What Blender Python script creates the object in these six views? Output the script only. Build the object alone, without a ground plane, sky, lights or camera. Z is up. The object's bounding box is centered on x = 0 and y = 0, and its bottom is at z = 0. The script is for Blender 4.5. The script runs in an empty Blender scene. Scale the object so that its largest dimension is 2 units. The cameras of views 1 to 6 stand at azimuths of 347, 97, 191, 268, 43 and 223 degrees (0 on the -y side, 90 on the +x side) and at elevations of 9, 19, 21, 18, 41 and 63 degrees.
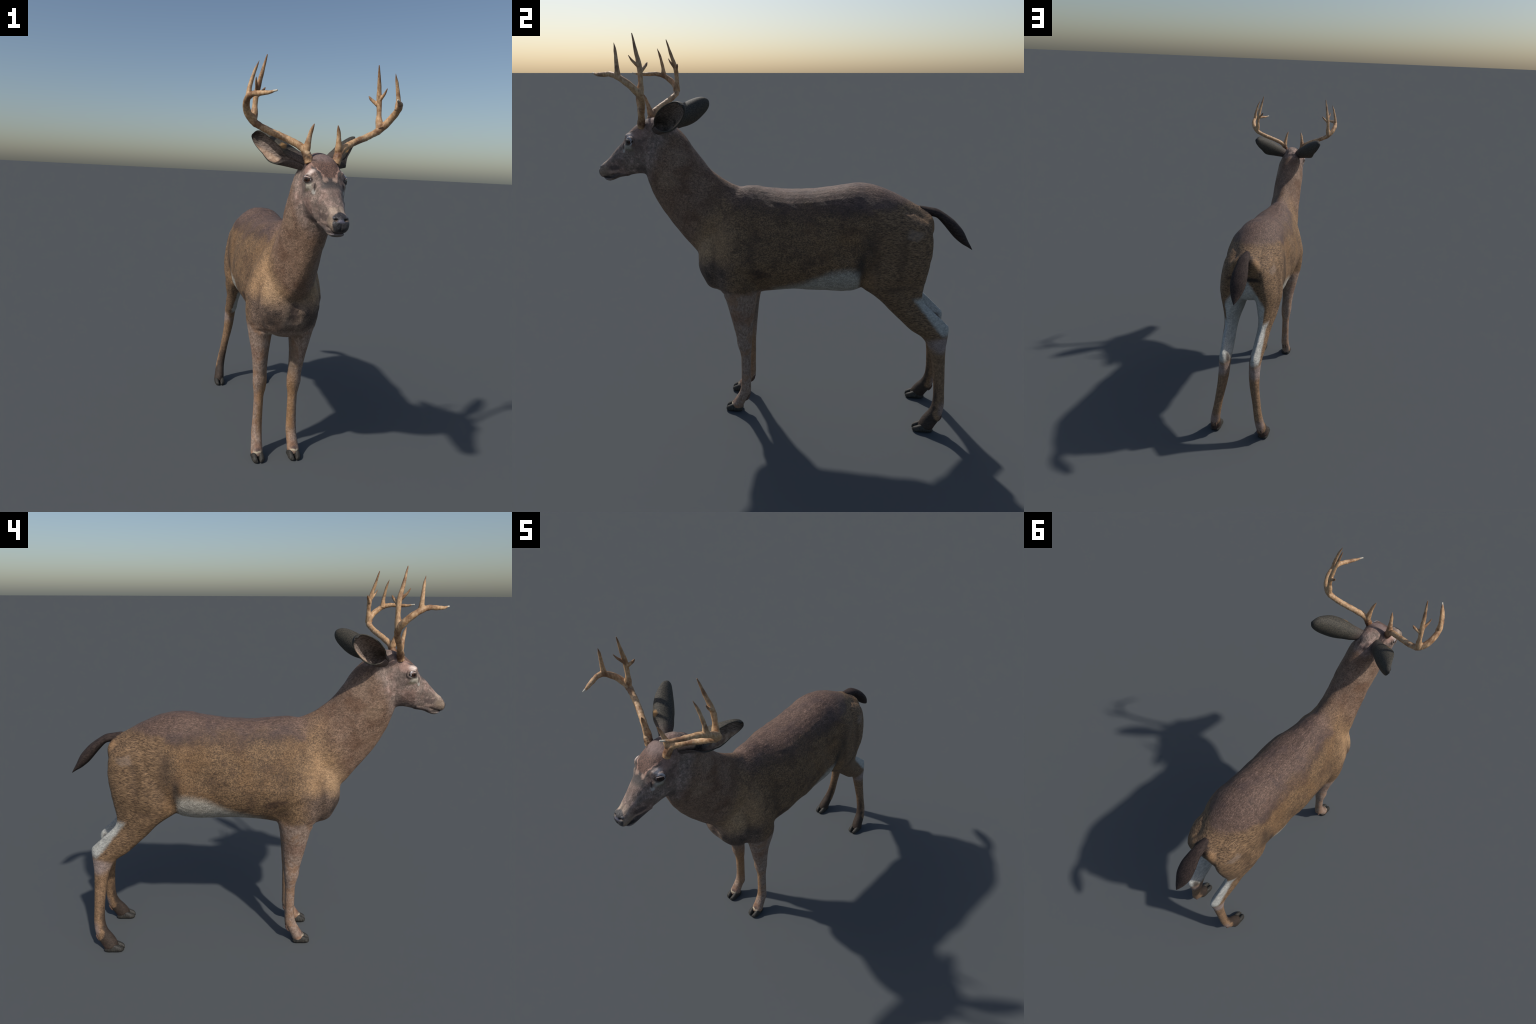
import bpy, bmesh, math, random
import numpy as np
from mathutils import Vector

random.seed(7)
rng = np.random.default_rng(7)

# ------------------------------------------------------------------ helpers
def link(ob, parent=None):
    bpy.context.scene.collection.objects.link(ob)
    if parent is not None:
        ob.parent = parent
    return ob

def mesh_from(name, V, F):
    me = bpy.data.meshes.new(name)
    me.from_pydata([tuple(v) for v in np.asarray(V, float)], [], [tuple(int(i) for i in f) for f in F])
    me.update()
    return me

def smooth_shade(me):
    me.polygons.foreach_set("use_smooth", [True] * len(me.polygons))

def spline(A, per):
    """Catmull-Rom through the rows of A, 'per' steps for each span."""
    A = np.asarray(A, float)
    n = len(A)
    E = np.vstack([2 * A[0] - A[1], A, 2 * A[-1] - A[-2]])
    out = []
    for i in range(n - 1):
        p0, p1, p2, p3 = E[i], E[i + 1], E[i + 2], E[i + 3]
        for k in range(per):
            t = k / per
            out.append(.5 * (2 * p1 + (p2 - p0) * t + (2 * p0 - 5 * p1 + 4 * p2 - p3) * t * t
                             + (3 * p1 - p0 - 3 * p2 + p3) * t ** 3))
    out.append(A[-1])
    return np.array(out)

def loft(stations, nseg=40, per=5):
    """Sheet sections. A station is
    (ty, tz, by, bz, xc, w, m, p, taper_top, taper_bottom):
    top point and bottom point in the side view, middle x, half width, where the
    widest place sits between top and bottom, roundness, narrowing at each end."""
    S = spline(stations, per)
    V, F = [], []
    th = np.linspace(0, 2 * np.pi, nseg, endpoint=False)
    ct, sn = np.cos(th), np.sin(th)
    for s in S:
        ty, tz, by, bz, xc, w, m, p, kt, kb = s
        T, B = np.array([ty, tz]), np.array([by, bz])
        C = T + (B - T) * m
        up, dn = np.maximum(ct, 0), np.maximum(-ct, 0)
        yz = C[None] + up[:, None] * (T - C) + dn[:, None] * (B - C)
        x = xc + w * np.sign(sn) * np.abs(sn) ** p * (1 - kt * up - kb * dn)
        V.append(np.c_[x, yz])
    n = len(V)
    V = np.vstack(V)
    for i in range(n - 1):
        for j in range(nseg):
            a, b = i * nseg + j, i * nseg + (j + 1) % nseg
            F.append((a, b, b + nseg, a + nseg))
    c0, c1 = len(V), len(V) + 1
    V = np.vstack([V, V[:nseg].mean(0), V[(n - 1) * nseg:n * nseg].mean(0)])
    for j in range(nseg):
        F.append((c0, (j + 1) % nseg, j))
        F.append((c1, (n - 1) * nseg + j, (n - 1) * nseg + (j + 1) % nseg))
    return V, F

def tube(path, radii, nseg=16, per=6, flat=None):
    """Round tube along a spline with a radius at each control point."""
    S = spline(np.c_[np.asarray(path, float), np.asarray(radii, float)], per)
    P, R = S[:, :3], np.maximum(S[:, 3], 2e-4)
    T = np.gradient(P, axis=0)
    T /= np.linalg.norm(T, axis=1)[:, None]
    ref = np.array([0.31, 0.9, 0.2]) if abs(T[0][1]) < .8 else np.array([1., 0.1, .2])
    u = ref - T[0] * (ref @ T[0]); u /= np.linalg.norm(u)
    V, F = [], []
    for i in range(len(P)):
        u = u - T[i] * (u @ T[i]); u /= np.linalg.norm(u)
        v = np.cross(T[i], u)
        for j in range(nseg):
            a = 2 * math.pi * j / nseg
            V.append(P[i] + R[i] * (math.cos(a) * u + math.sin(a) * v))
    n = len(P)
    for i in range(n - 1):
        for j in range(nseg):
            a, b = i * nseg + j, i * nseg + (j + 1) % nseg
            F.append((a, b, b + nseg, a + nseg))
    V.append(P[0]); V.append(P[-1])
    for j in range(nseg):
        F.append((n * nseg, (j + 1) % nseg, j))
        F.append((n * nseg + 1, (n - 1) * nseg + j, (n - 1) * nseg + (j + 1) % nseg))
    return np.array(V), F

def ellipsoid(c, r, n=24):
    V, F = [], []
    for i in range(n + 1):
        t = math.pi * i / n
        for j in range(n):
            a = 2 * math.pi * j / n
            V.append((c[0] + r[0] * math.sin(t) * math.cos(a), c[1] + r[1] * math.sin(t) * math.sin(a), c[2] + r[2] * math.cos(t)))
    for i in range(n):
        for j in range(n):
            F.append((i * n + j, (i + 1) * n + j, (i + 1) * n + (j + 1) % n, i * n + (j + 1) % n))
    return np.array(V), F

def mirror(VF):
    V, F = VF
    return V * [-1, 1, 1], [tuple(reversed(f)) for f in F]

def join(parts):
    V, F, o = [], [], 0
    for v, f in parts:
        V.append(v); F += [tuple(i + o for i in q) for q in f]; o += len(v)
    return np.vstack(V), F

def fuse(VF, voxel):
    """One closed skin round overlapping lofts."""
    me = mesh_from("fuse_tmp", *VF)
    bm = bmesh.new(); bm.from_mesh(me)
    bmesh.ops.remove_doubles(bm, verts=bm.verts, dist=1e-6)
    bmesh.ops.recalc_face_normals(bm, faces=bm.faces)
    bm.to_mesh(me); bm.free()
    ob = link(bpy.data.objects.new("fuse_tmp", me))
    md = ob.modifiers.new("r", "REMESH"); md.mode = "VOXEL"; md.voxel_size = voxel; md.adaptivity = 0
    dg = bpy.context.evaluated_depsgraph_get(); dg.update()
    out = bpy.data.meshes.new_from_object(ob.evaluated_get(dg))
    bpy.data.objects.remove(ob); bpy.data.meshes.remove(me)
    return out

def coords(me):
    a = np.empty(len(me.vertices) * 3); me.vertices.foreach_get("co", a); return a.reshape(-1, 3)

def set_coords(me, V):
    me.vertices.foreach_set("co", np.ascontiguousarray(V).ravel()); me.update()

def edges(me):
    e = np.empty(len(me.edges) * 2, int); me.edges.foreach_get("vertices", e); return e.reshape(-1, 2)

def relax(V, E, n, w=1., lam=.5, mu=-.52):
    """Taubin smoothing; w can be a weight for each vertex."""
    i, j = E[:, 0], E[:, 1]
    N = len(V)
    deg = np.maximum(np.bincount(i, minlength=N) + np.bincount(j, minlength=N), 1)[:, None]
    w = np.asarray(w, float)
    w = w[:, None] if w.ndim else w
    for k in range(n):
        for f in ((lam, mu) if mu else (lam,)):
            A = np.stack([np.bincount(i, V[j, a], N) + np.bincount(j, V[i, a], N) for a in range(3)], 1) / deg
            V = V + f * w * (A - V)
    return V

def normals(me):
    a = np.empty(len(me.vertices) * 3); me.vertex_normals.foreach_get("vector", a); return a.reshape(-1, 3)

def gauss(V, c, r):
    Q = np.c_[np.abs(V[:, 0]), V[:, 1:]]
    return np.exp(-(((Q - np.array(c)) / np.array(r)) ** 2).sum(1))

def noise3(V, scale, seed):
    """Smooth sine-lattice noise, about -1..1."""
    r = np.random.default_rng(seed); o = np.zeros(len(V))
    for k in range(6):
        d = r.normal(size=3); d /= np.linalg.norm(d)
        o += np.sin(V @ d * scale * r.uniform(.7, 1.5) + r.uniform(0, 6.3))
    return o / 3.

# ------------------------------------------------------------------ body lofts
def st(T, B, w, xc=0., m=.5, p=1., kt=0., kb=0.):
    return (T[0], T[1], B[0], B[1], xc, w, m, p, kt, kb)

torso = loft([
    st((-.450, .905), (-.444, .845), .035),
    st((-.440, .965), (-.430, .800), .085, p=.9),
    st((-.418, 1.05), (-.405, .762), .122, p=.85, m=.55),
    st((-.37, 1.15), (-.370, .722), .154, p=.9, m=.62, kt=.2),
    st((-.30, 1.245), (-.31, .699), .172, p=.92, m=.62, kt=.35),
    st((-.22, 1.281), (-.23, .696), .182, p=.92, m=.62, kt=.32),
    st((-.12, 1.284), (-.12, .714), .187, p=.9, m=.62, kt=.22),
    st((0, 1.271), (0, .740), .192, p=.79, m=.61),
    st((.12, 1.274), (.12, .747), .193, p=.79, m=.61),
    st((.25, 1.292), (.25, .745), .188, p=.79, m=.60),
    st((.33, 1.306), (.33, .746), .188, p=.79, m=.62),
    st((.39, 1.313), (.39, .758), .188, p=.80, m=.62),
    st((.45, 1.306), (.45, .790), .187, p=.84, m=.58),
    st((.55, 1.271), (.55, .830), .174, p=.9, m=.52, kt=.05),
    st((.63, 1.234), (.63, .865), .140, p=.95, m=.5, kt=.1),
    st((.70, 1.200), (.70, .90), .103, p=.95, m=.5, kt=.1),
    st((.735, 1.174), (.735, .95), .10, p=.9),
    st((.752, 1.135), (.752, 1.02), .05)], nseg=48, per=4)

neck = loft([
    st((-.20, 1.272), (-.36, .86), .115, p=.95, kt=.3),
    st((-.28, 1.303), (-.45, .915), .122, p=.92, kt=.35),
    st((-.34, 1.340), (-.51, .975), .113, p=.94, kt=.35, kb=.15, m=.48),
    st((-.395, 1.382), (-.565, 1.043), .107, p=.95, kt=.2, kb=.25, m=.46),
    st((-.45, 1.454), (-.63, 1.128), .104, kb=.25, m=.46),
    st((-.49, 1.514), (-.675, 1.215), .102, kb=.15, m=.48),
    st((-.53, 1.560), (-.70, 1.285), .098),
    st((-.57, 1.592), (-.715, 1.332), .088),
    st((-.62, 1.600), (-.725, 1.365), .06)], nseg=40, per=4)

skull = loft([
    st((-.9705, 1.358), (-.969, 1.330), .020, p=.9),
    st((-.965, 1.370), (-.963, 1.320), .030, p=.8),
    st((-.954, 1.382), (-.950, 1.314), .037, p=.75),
    st((-.927, 1.402), (-.922, 1.3165), .038, p=.8, kb=.1),
    st((-.90, 1.429), (-.893, 1.326), .041, p=.8),
    st((-.873, 1.457), (-.862, 1.320), .048, p=.78, m=.55),
    st((-.848, 1.481), (-.826, 1.324), .056, p=.74, m=.5),
    st((-.822, 1.505), (-.79, 1.332), .064, p=.70, m=.45, kb=.03),
    st((-.797, 1.541), (-.758, 1.338), .077, p=.68, m=.34, kb=.10),
    st((-.768, 1.570), (-.722, 1.337), .081, p=.68, m=.36, kb=.10),
    st((-.727, 1.600), (-.69, 1.325), .080, p=.75, m=.4),
    st((-.67, 1.620), (-.65, 1.32), .076, p=.78, m=.45),
    st((-.61, 1.617), (-.60, 1.34), .070, p=.85, m=.45),
    st((-.565, 1.585), (-.57, 1.39), .055)], nseg=40, per=4)

jaw = loft([
    st((-.946, 1.3135), (-.945, 1.3075), .014, p=.85),
    st((-.936, 1.3165), (-.932, 1.3005), .026, p=.8),
    st((-.916, 1.3195), (-.914, 1.2965), .030, p=.85),
    st((-.89, 1.330), (-.888, 1.304), .034, p=.8),
    st((-.86, 1.350), (-.855, 1.317), .041, p=.8),
    st((-.82, 1.365), (-.81, 1.325), .045, p=.8)], nseg=32, per=4)

foreleg = loft([
    st((-.36, .93), (-.10, .98), .060, .105),
    st((-.35, .84), (-.105, .86), .072, .110),
    st((-.325, .76), (-.112, .775), .072, .113),
    st((-.292, .69), (-.124, .698), .061, .109),
    st((-.270, .60), (-.141, .603), .047, .104, kb=.1),
    st((-.252, .52), (-.149, .52), .040, .100, kb=.1),
    st((-.241, .47), (-.153, .47), .037, .097),
    st((-.236, .43), (-.156, .43), .037, .094),
    st((-.2235, .375), (-.160, .375), .034, .094, kb=.1),
    st((-.2195, .34), (-.1615, .34), .028, .095),
    st((-.217, .29), (-.162, .29), .026, .095),
    st((-.2165, .21), (-.164, .21), .0265, .096),
    st((-.2195, .16), (-.164, .158), .028, .097),
    st((-.2265, .125), (-.166, .118), .0295, .098),
    st((-.242, .092), (-.180, .085), .030, .0995),
    st((-.258, .064), (-.197, .054), .0315, .101),
    st((-.274, .042), (-.209, .024), .033, .102),
    st((-.276, .022), (-.214, .008), .028, .102)], nseg=28, per=4)

hindleg = loft([
    st((.50, 1.20), (.66, 1.18), .045, .070, p=.9),
    st((.45, 1.13), (.725, 1.13), .068, .084, p=.95),
    st((.425, 1.04), (.749, 1.07), .080, .096, p=.95, m=.42, kb=.1),
    st((.412, .95), (.752, 1.00), .083, .105, p=.92, m=.42, kb=.15),
    st((.402, .865), (.744, .925), .082, .110, p=.9, m=.45, kb=.15),
    st((.412, .805), (.735, .850), .073, .110, p=.92, m=.45, kb=.25),
    st((.460, .770), (.728, .795), .064, .110, m=.45, kb=.35),
    st((.515, .734), (.727, .760), .053, .110, m=.42, kb=.4),
    st((.566, .680), (.748, .716), .044, .109, m=.42, kb=.42),
    st((.624, .624), (.800, .666), .040, .105, m=.42, kb=.42),
    st((.683, .568), (.850, .620), .038, .099, m=.42, kb=.4),
    st((.742, .529), (.875, .590), .037, .096, m=.45, kb=.32),
    st((.778, .480), (.876, .535), .035, .095, m=.48, kb=.25),
    st((.798, .428), (.873, .465), .033, .097, kb=.15),
    st((.813, .365), (.876, .385), .029, .104),
    st((.823, .29), (.881, .30), .026, .117),
    st((.829, .225), (.885, .232), .0255, .127),
    st((.8285, .165), (.889, .165), .0275, .138),
    st((.815, .122), (.884, .108), .0295, .147),
    st((.790, .088), (.870, .068), .031, .1525),
    st((.774, .062), (.853, .038), .033, .156),
    st((.766, .043), (.841, .016), .034, .159),
    st((.762, .024), (.836, .006), .029, .159)], nseg=28, per=4)

pieces = [torso, neck, skull, jaw, foreleg, mirror(foreleg), hindleg, mirror(hindleg)]
body = fuse(join(pieces), .0036)

# finer skin on the head
bm = bmesh.new(); bm.from_mesh(body)
fine = [e for e in bm.edges if all(v.co.y < -.735 and v.co.z > 1.27 for v in e.verts)]
bmesh.ops.subdivide_edges(bm, edges=fine, cuts=1, use_grid_fill=True)
bmesh.ops.triangulate(bm, faces=[f for f in bm.faces if len(f.verts) > 4])
bm.to_mesh(body); bm.free()

V, Ed = coords(body), edges(body)
V = relax(V, Ed, 10)
# soft joints: limbs into trunk, neck into shoulders and head
joint = np.clip(gauss(V, (.11, -.24, .75), (.13, .18, .045)) + gauss(V, (.10, .55, .86), (.09, .25, .10))
                + gauss(V, (.0, .70, .9), (.08, .08, .1)) + gauss(V, (.1, .42, .95), (.12, .07, .25))
                + gauss(V, (.1, -.33, 1.05), (.12, .13, .25)) + gauss(V, (.08, -.44, .97), (.13, .09, .10)) + gauss(V, (.06, -.64, 1.45), (.07, .09, .17))
                + gauss(V, (0, .73, 1.05), (.1, .05, .12)), 0, 1)
V = relax(V, Ed, 70, w=joint, mu=0)
hind_soft = ((V[:, 1] > .42) & (V[:, 2] > .8)) * 1.
V = relax(V, Ed, 12, w=hind_soft, mu=0)
set_coords(body, V)

def sculpt(list_of):
    global V
    Nn = normals(body)
    d = np.zeros(len(V))
    for c, r, a in list_of:
        d += a * gauss(V, c, r)
    V = V + Nn * d[:, None]
    set_coords(body, V)

sculpt([
    # trunk muscles
    ((.17, -.27, 1.00), (.06, .07, .14), .010),      # shoulder blade
    ((.12, -.42, .90), (.06, .05, .07), .004),       # point of the shoulder
    ((.17, -.20, .84), (.06, .06, .06), .008),       # upper arm
    ((.0, -.46, .90), (.03, .06, .08), -.008),       # breastbone hollow
    ((.18, -.12, .80), (.06, .05, .05), -.008),      # behind the elbow
    ((.19, .405, .93), (.05, .025, .06), -.004),      # flank crease
    ((.19, .45, .85), (.06, .05, .05), .003),        # stifle
    ((.18, .58, .83), (.05, .06, .03), -.006),
    ((.17, .50, 1.12), (.06, .07, .08), .006),       # haunch
    ((.15, -.34, 1.14), (.06, .03, .10), -.006),     # neck and shoulder groove
    ((.065, .735, 1.135), (.032, .04, .05), .010),   # pin bones beside the tail
    ((.05, .76, 1.04), (.05, .05, .03), -.006),
    ((.17, .33, 1.02), (.06, .06, .09), -.013),      # hollow behind the ribs
    ((.14, .44, 1.20), (.05, .05, .04), .006),       # hip bone
    ((.18, .05, .95), (.08, .20, .12), .004),        # rib barrel
    ((.17, -.16, 1.05), (.06, .025, .14), -.007),    # behind the shoulder blade
    ((.13, -.27, 1.13), (.05, .035, .11), .009),      # front of the shoulder blade
    ((.17, -.21, .90), (.05, .05, .055), .009),       # triceps
    ((.14, -.34, .88), (.05, .022, .09), -.009),     # shoulder to forearm groove
    ((.05, -.42, .84), (.03, .05, .06), .007),       # breast muscle
    ((.08, -.39, .765), (.07, .05, .025), .007),
    ((.11, -.32, .728), (.09, .06, .011), -.006),
    ((.09, -.56, 1.20), (.04, .03, .12), -.005),     # throat groove
    ((.10, -.50, 1.22), (.05, .04, .14), .004),
    ((.12, .70, .98), (.06, .05, .10), .005),        # back of the thigh
    ((.17, .60, 1.02), (.05, .022, .12), -.006),
    ((.15, .57, .74), (.05, .07, .03), .004),        # calf
    ((.13, .70, .70), (.05, .05, .04), -.003),
    ((.14, -.22, .66), (.03, .04, .06), .004),       # forearm
    ((.11, -.13, .755), (.04, .025, .03), .006),     # elbow
    # skull
    ((.068, -.795, 1.542), (.022, .022, .016), .013),    # brow ridge
    ((.080, -.780, 1.508), (.030, .034, .028), .010),    # orbit
    ((.064, -.705, 1.595), (.020, .022, .030), .008),    # antler pedicle
        ((.060, -.806, 1.478), (.005, .007, .018), -.003),   # tear pit
    ((.052, -.825, 1.445), (.02, .03, .03), -.003),
    ((0, -.815, 1.515), (.020, .03, .03), -.003),
    ((.058, -.775, 1.405), (.03, .05, .035), .005),
    ((.055, -.86, 1.42), (.02, .04, .012), .003),
    ((.05, -.86, 1.385), (.02, .05, .015), -.003),
    ((.045, -.90, 1.372), (.02, .03, .02), -.004),
    ((.0205, -.968, 1.3665), (.0085, .012, .0055), -.013), # nostril
    ((.030, -.955, 1.374), (.008, .012, .006), .003),
    ((0, -.972, 1.335), (.004, .01, .014), -.003),
    # knee and hock bones
    ((.115, .84, .535), (.02, .02, .03), .003),
    ((.12, -.215, .42), (.03, .03, .03), .0045),
    ((.095, -.22, .335), (.05, .03, .025), -.002),
    ((.125, -.16, .42), (.02, .02, .03), .003),
])
# eye sockets: the skin follows the eyeball round an almond opening
nrm = np.array([.86, -.51, .03]); nrm /= np.linalg.norm(nrm)
R = .034
ec = np.array([.0870, -.7746, 1.5095]) - nrm * R
tang = np.cross([0, 0, 1], nrm); tang /= np.linalg.norm(tang)     # towards the back corner
if tang[1] < 0: tang = -tang
upv = np.cross(nrm, tang); upv = upv if upv[2] > 0 else -upv
sgnx = np.where(V[:, 0] < 0, -1., 1.)
rel = np.c_[np.abs(V[:, 0]), V[:, 1:]] - ec
rr = np.linalg.norm(rel, axis=1)
pa, pb, pn = rel @ tang, rel @ upv, rel @ nrm
ee = np.hypot(pa / .0235, pb / np.where(pb > 0, .0145, .0115))
sm = lambda x, a, b: (lambda t: t * t * (3 - 2 * t))(np.clip((x - a) / (b - a), 0, 1))
wt = (1 - sm(ee, 1.15, 2.5)) * (pn > .010) * (rr < .06) * (rr > .015)
goal = .0290 + .0056 * sm(ee, .80, 1.05)
nr = rr + (goal - rr) * wt
Q = ec + rel * (nr / np.maximum(rr, 1e-6))[:, None]
Q[:, 0] *= sgnx
V = np.where((wt > 0)[:, None], Q, V)
set_coords(body, V)
# mouth slit from the corner round to the front of the lip
mouth = spline([(.045, -.884, 1.334), (.042, -.905, 1.3265), (.036, -.928, 1.3185), (.024, -.950, 1.3135), (0, -.962, 1.3115)], 14)
Q = np.c_[np.abs(V[:, 0]), V[:, 1:]]
near = np.where((Q[:, 1] < -.86) & (Q[:, 2] < 1.36))[0]
dm = np.linalg.norm(Q[near][:, None] - mouth[None], axis=2).min(1)
Nn = normals(body)
V[near] -= Nn[near] * (.0045 * np.exp(-(dm / .0032) ** 2))[:, None]
# hair lie and muscle unevenness
Nn = normals(body)
amt = np.clip((V[:, 2] - .55) * 3, .15, 1) * np.where(V[:, 1] < -.7, .35, 1)
V = V + Nn * (amt * (.0022 * noise3(V, 38, 3) + .0010 * noise3(V * [1, 1, 1.6], 95, 5)))[:, None]
V = relax(V, Ed, 2)
V[:, 2] = np.maximum(V[:, 2], .004)
set_coords(body, V)
smooth_shade(body)

# ------------------------------------------------------------------ shader helpers
def lit(r, g, b, k=1.35):
    f = lambda c: ((c / 255 + .055) / 1.055) ** 2.4 if c > 10 else c / 255 / 12.92
    return (f(r) / k, f(g) / k, f(b) / k, 1)

class Shader:
    def __init__(self, name):
        self.mat = bpy.data.materials.new(name); self.mat.use_nodes = True
        self.t = self.mat.node_tree; self.t.nodes.clear()
        self.out = self.n("ShaderNodeOutputMaterial"); self.bsdf = self.n("ShaderNodeBsdfPrincipled")
        self.l(self.bsdf.outputs[0], self.out.inputs[0])
        tc = self.n("ShaderNodeTexCoord"); self.P = tc.outputs["Object"]
        self.x, self.y, self.z = self.xyz(self.P)
        self.ax = self.m("ABSOLUTE", self.x)
    def n(self, t): return self.t.nodes.new(t)
    def l(self, a, b): self.t.links.new(a, b)
    def put(self, sock, v):
        if isinstance(v, bpy.types.NodeSocket): self.l(v, sock)
        elif v is not None: sock.default_value = v
    def m(self, op, a, b=None, c=None, clamp=False):
        n = self.n("ShaderNodeMath"); n.operation = op; n.use_clamp = clamp
        for i, v in enumerate((a, b, c)): self.put(n.inputs[i], v)
        return n.outputs[0]
    def v(self, op, a, b=None, out=0):
        n = self.n("ShaderNodeVectorMath"); n.operation = op
        self.put(n.inputs[0], a); self.put(n.inputs[1], b)
        return n.outputs[out]
    def xyz(self, v):
        n = self.n("ShaderNodeSeparateXYZ"); self.put(n.inputs[0], v); return n.outputs
    def join(self, x, y, z):
        n = self.n("ShaderNodeCombineXYZ")
        for i, s in enumerate((x, y, z)): self.put(n.inputs[i], s)
        return n.outputs[0]
    def noise(self, vec, scale=1., detail=3., rough=.55, col=False):
        n = self.n("ShaderNodeTexNoise"); self.put(n.inputs["Vector"], vec)
        n.inputs["Scale"].default_value = scale; n.inputs["Detail"].default_value = detail
        n.inputs["Roughness"].default_value = rough
        return n.outputs["Color" if col else "Fac"]
    def step(self, v, a, b):
        n = self.n("ShaderNodeMapRange"); n.interpolation_type = "SMOOTHSTEP"
        self.put(n.inputs[0], v); self.put(n.inputs[1], a); self.put(n.inputs[2], b)
        return n.outputs[0]
    def mix(self, f, a, b, mode="MIX"):
        n = self.n("ShaderNodeMix"); n.data_type = "RGBA"; n.blend_type = mode
        self.put(n.inputs[0], f); self.put(n.inputs[6], a); self.put(n.inputs[7], b)
        return n.outputs[2]
    def warp(self, vec, scale, amt):
        c = self.v("SUBTRACT", self.noise(vec, scale, 3, col=True), (.5, .5, .5))
        return self.v("ADD", vec, self.v("MULTIPLY", c, (amt, amt, amt)))
    def blob(self, c, r, soft=.45):
        d = self.v("LENGTH", self.v("DIVIDE", self.v("SUBTRACT", self.W, c), r), out=1)
        return self.step(d, 1 + soft, 1 - soft)
    def mul(self, *a):
        r = a[0]
        for b in a[1:]: r = self.m("MULTIPLY", r, b)
        return r
    def inv(self, a): return self.m("SUBTRACT", 1., a)
    def finish(self, col, rough, bump=None, bs=.3, bd=.002, spec=.3, sheen=0.):
        b = self.bsdf
        self.put(b.inputs["Base Color"], col); self.put(b.inputs["Roughness"], rough)
        self.put(b.inputs["Specular IOR Level"], spec)
        if bump is not None:
            n = self.n("ShaderNodeBump"); n.inputs["Strength"].default_value = bs
            n.inputs["Distance"].default_value = bd
            self.l(bump, n.inputs["Height"]); self.l(n.outputs[0], b.inputs["Normal"])
        return self.mat

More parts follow.
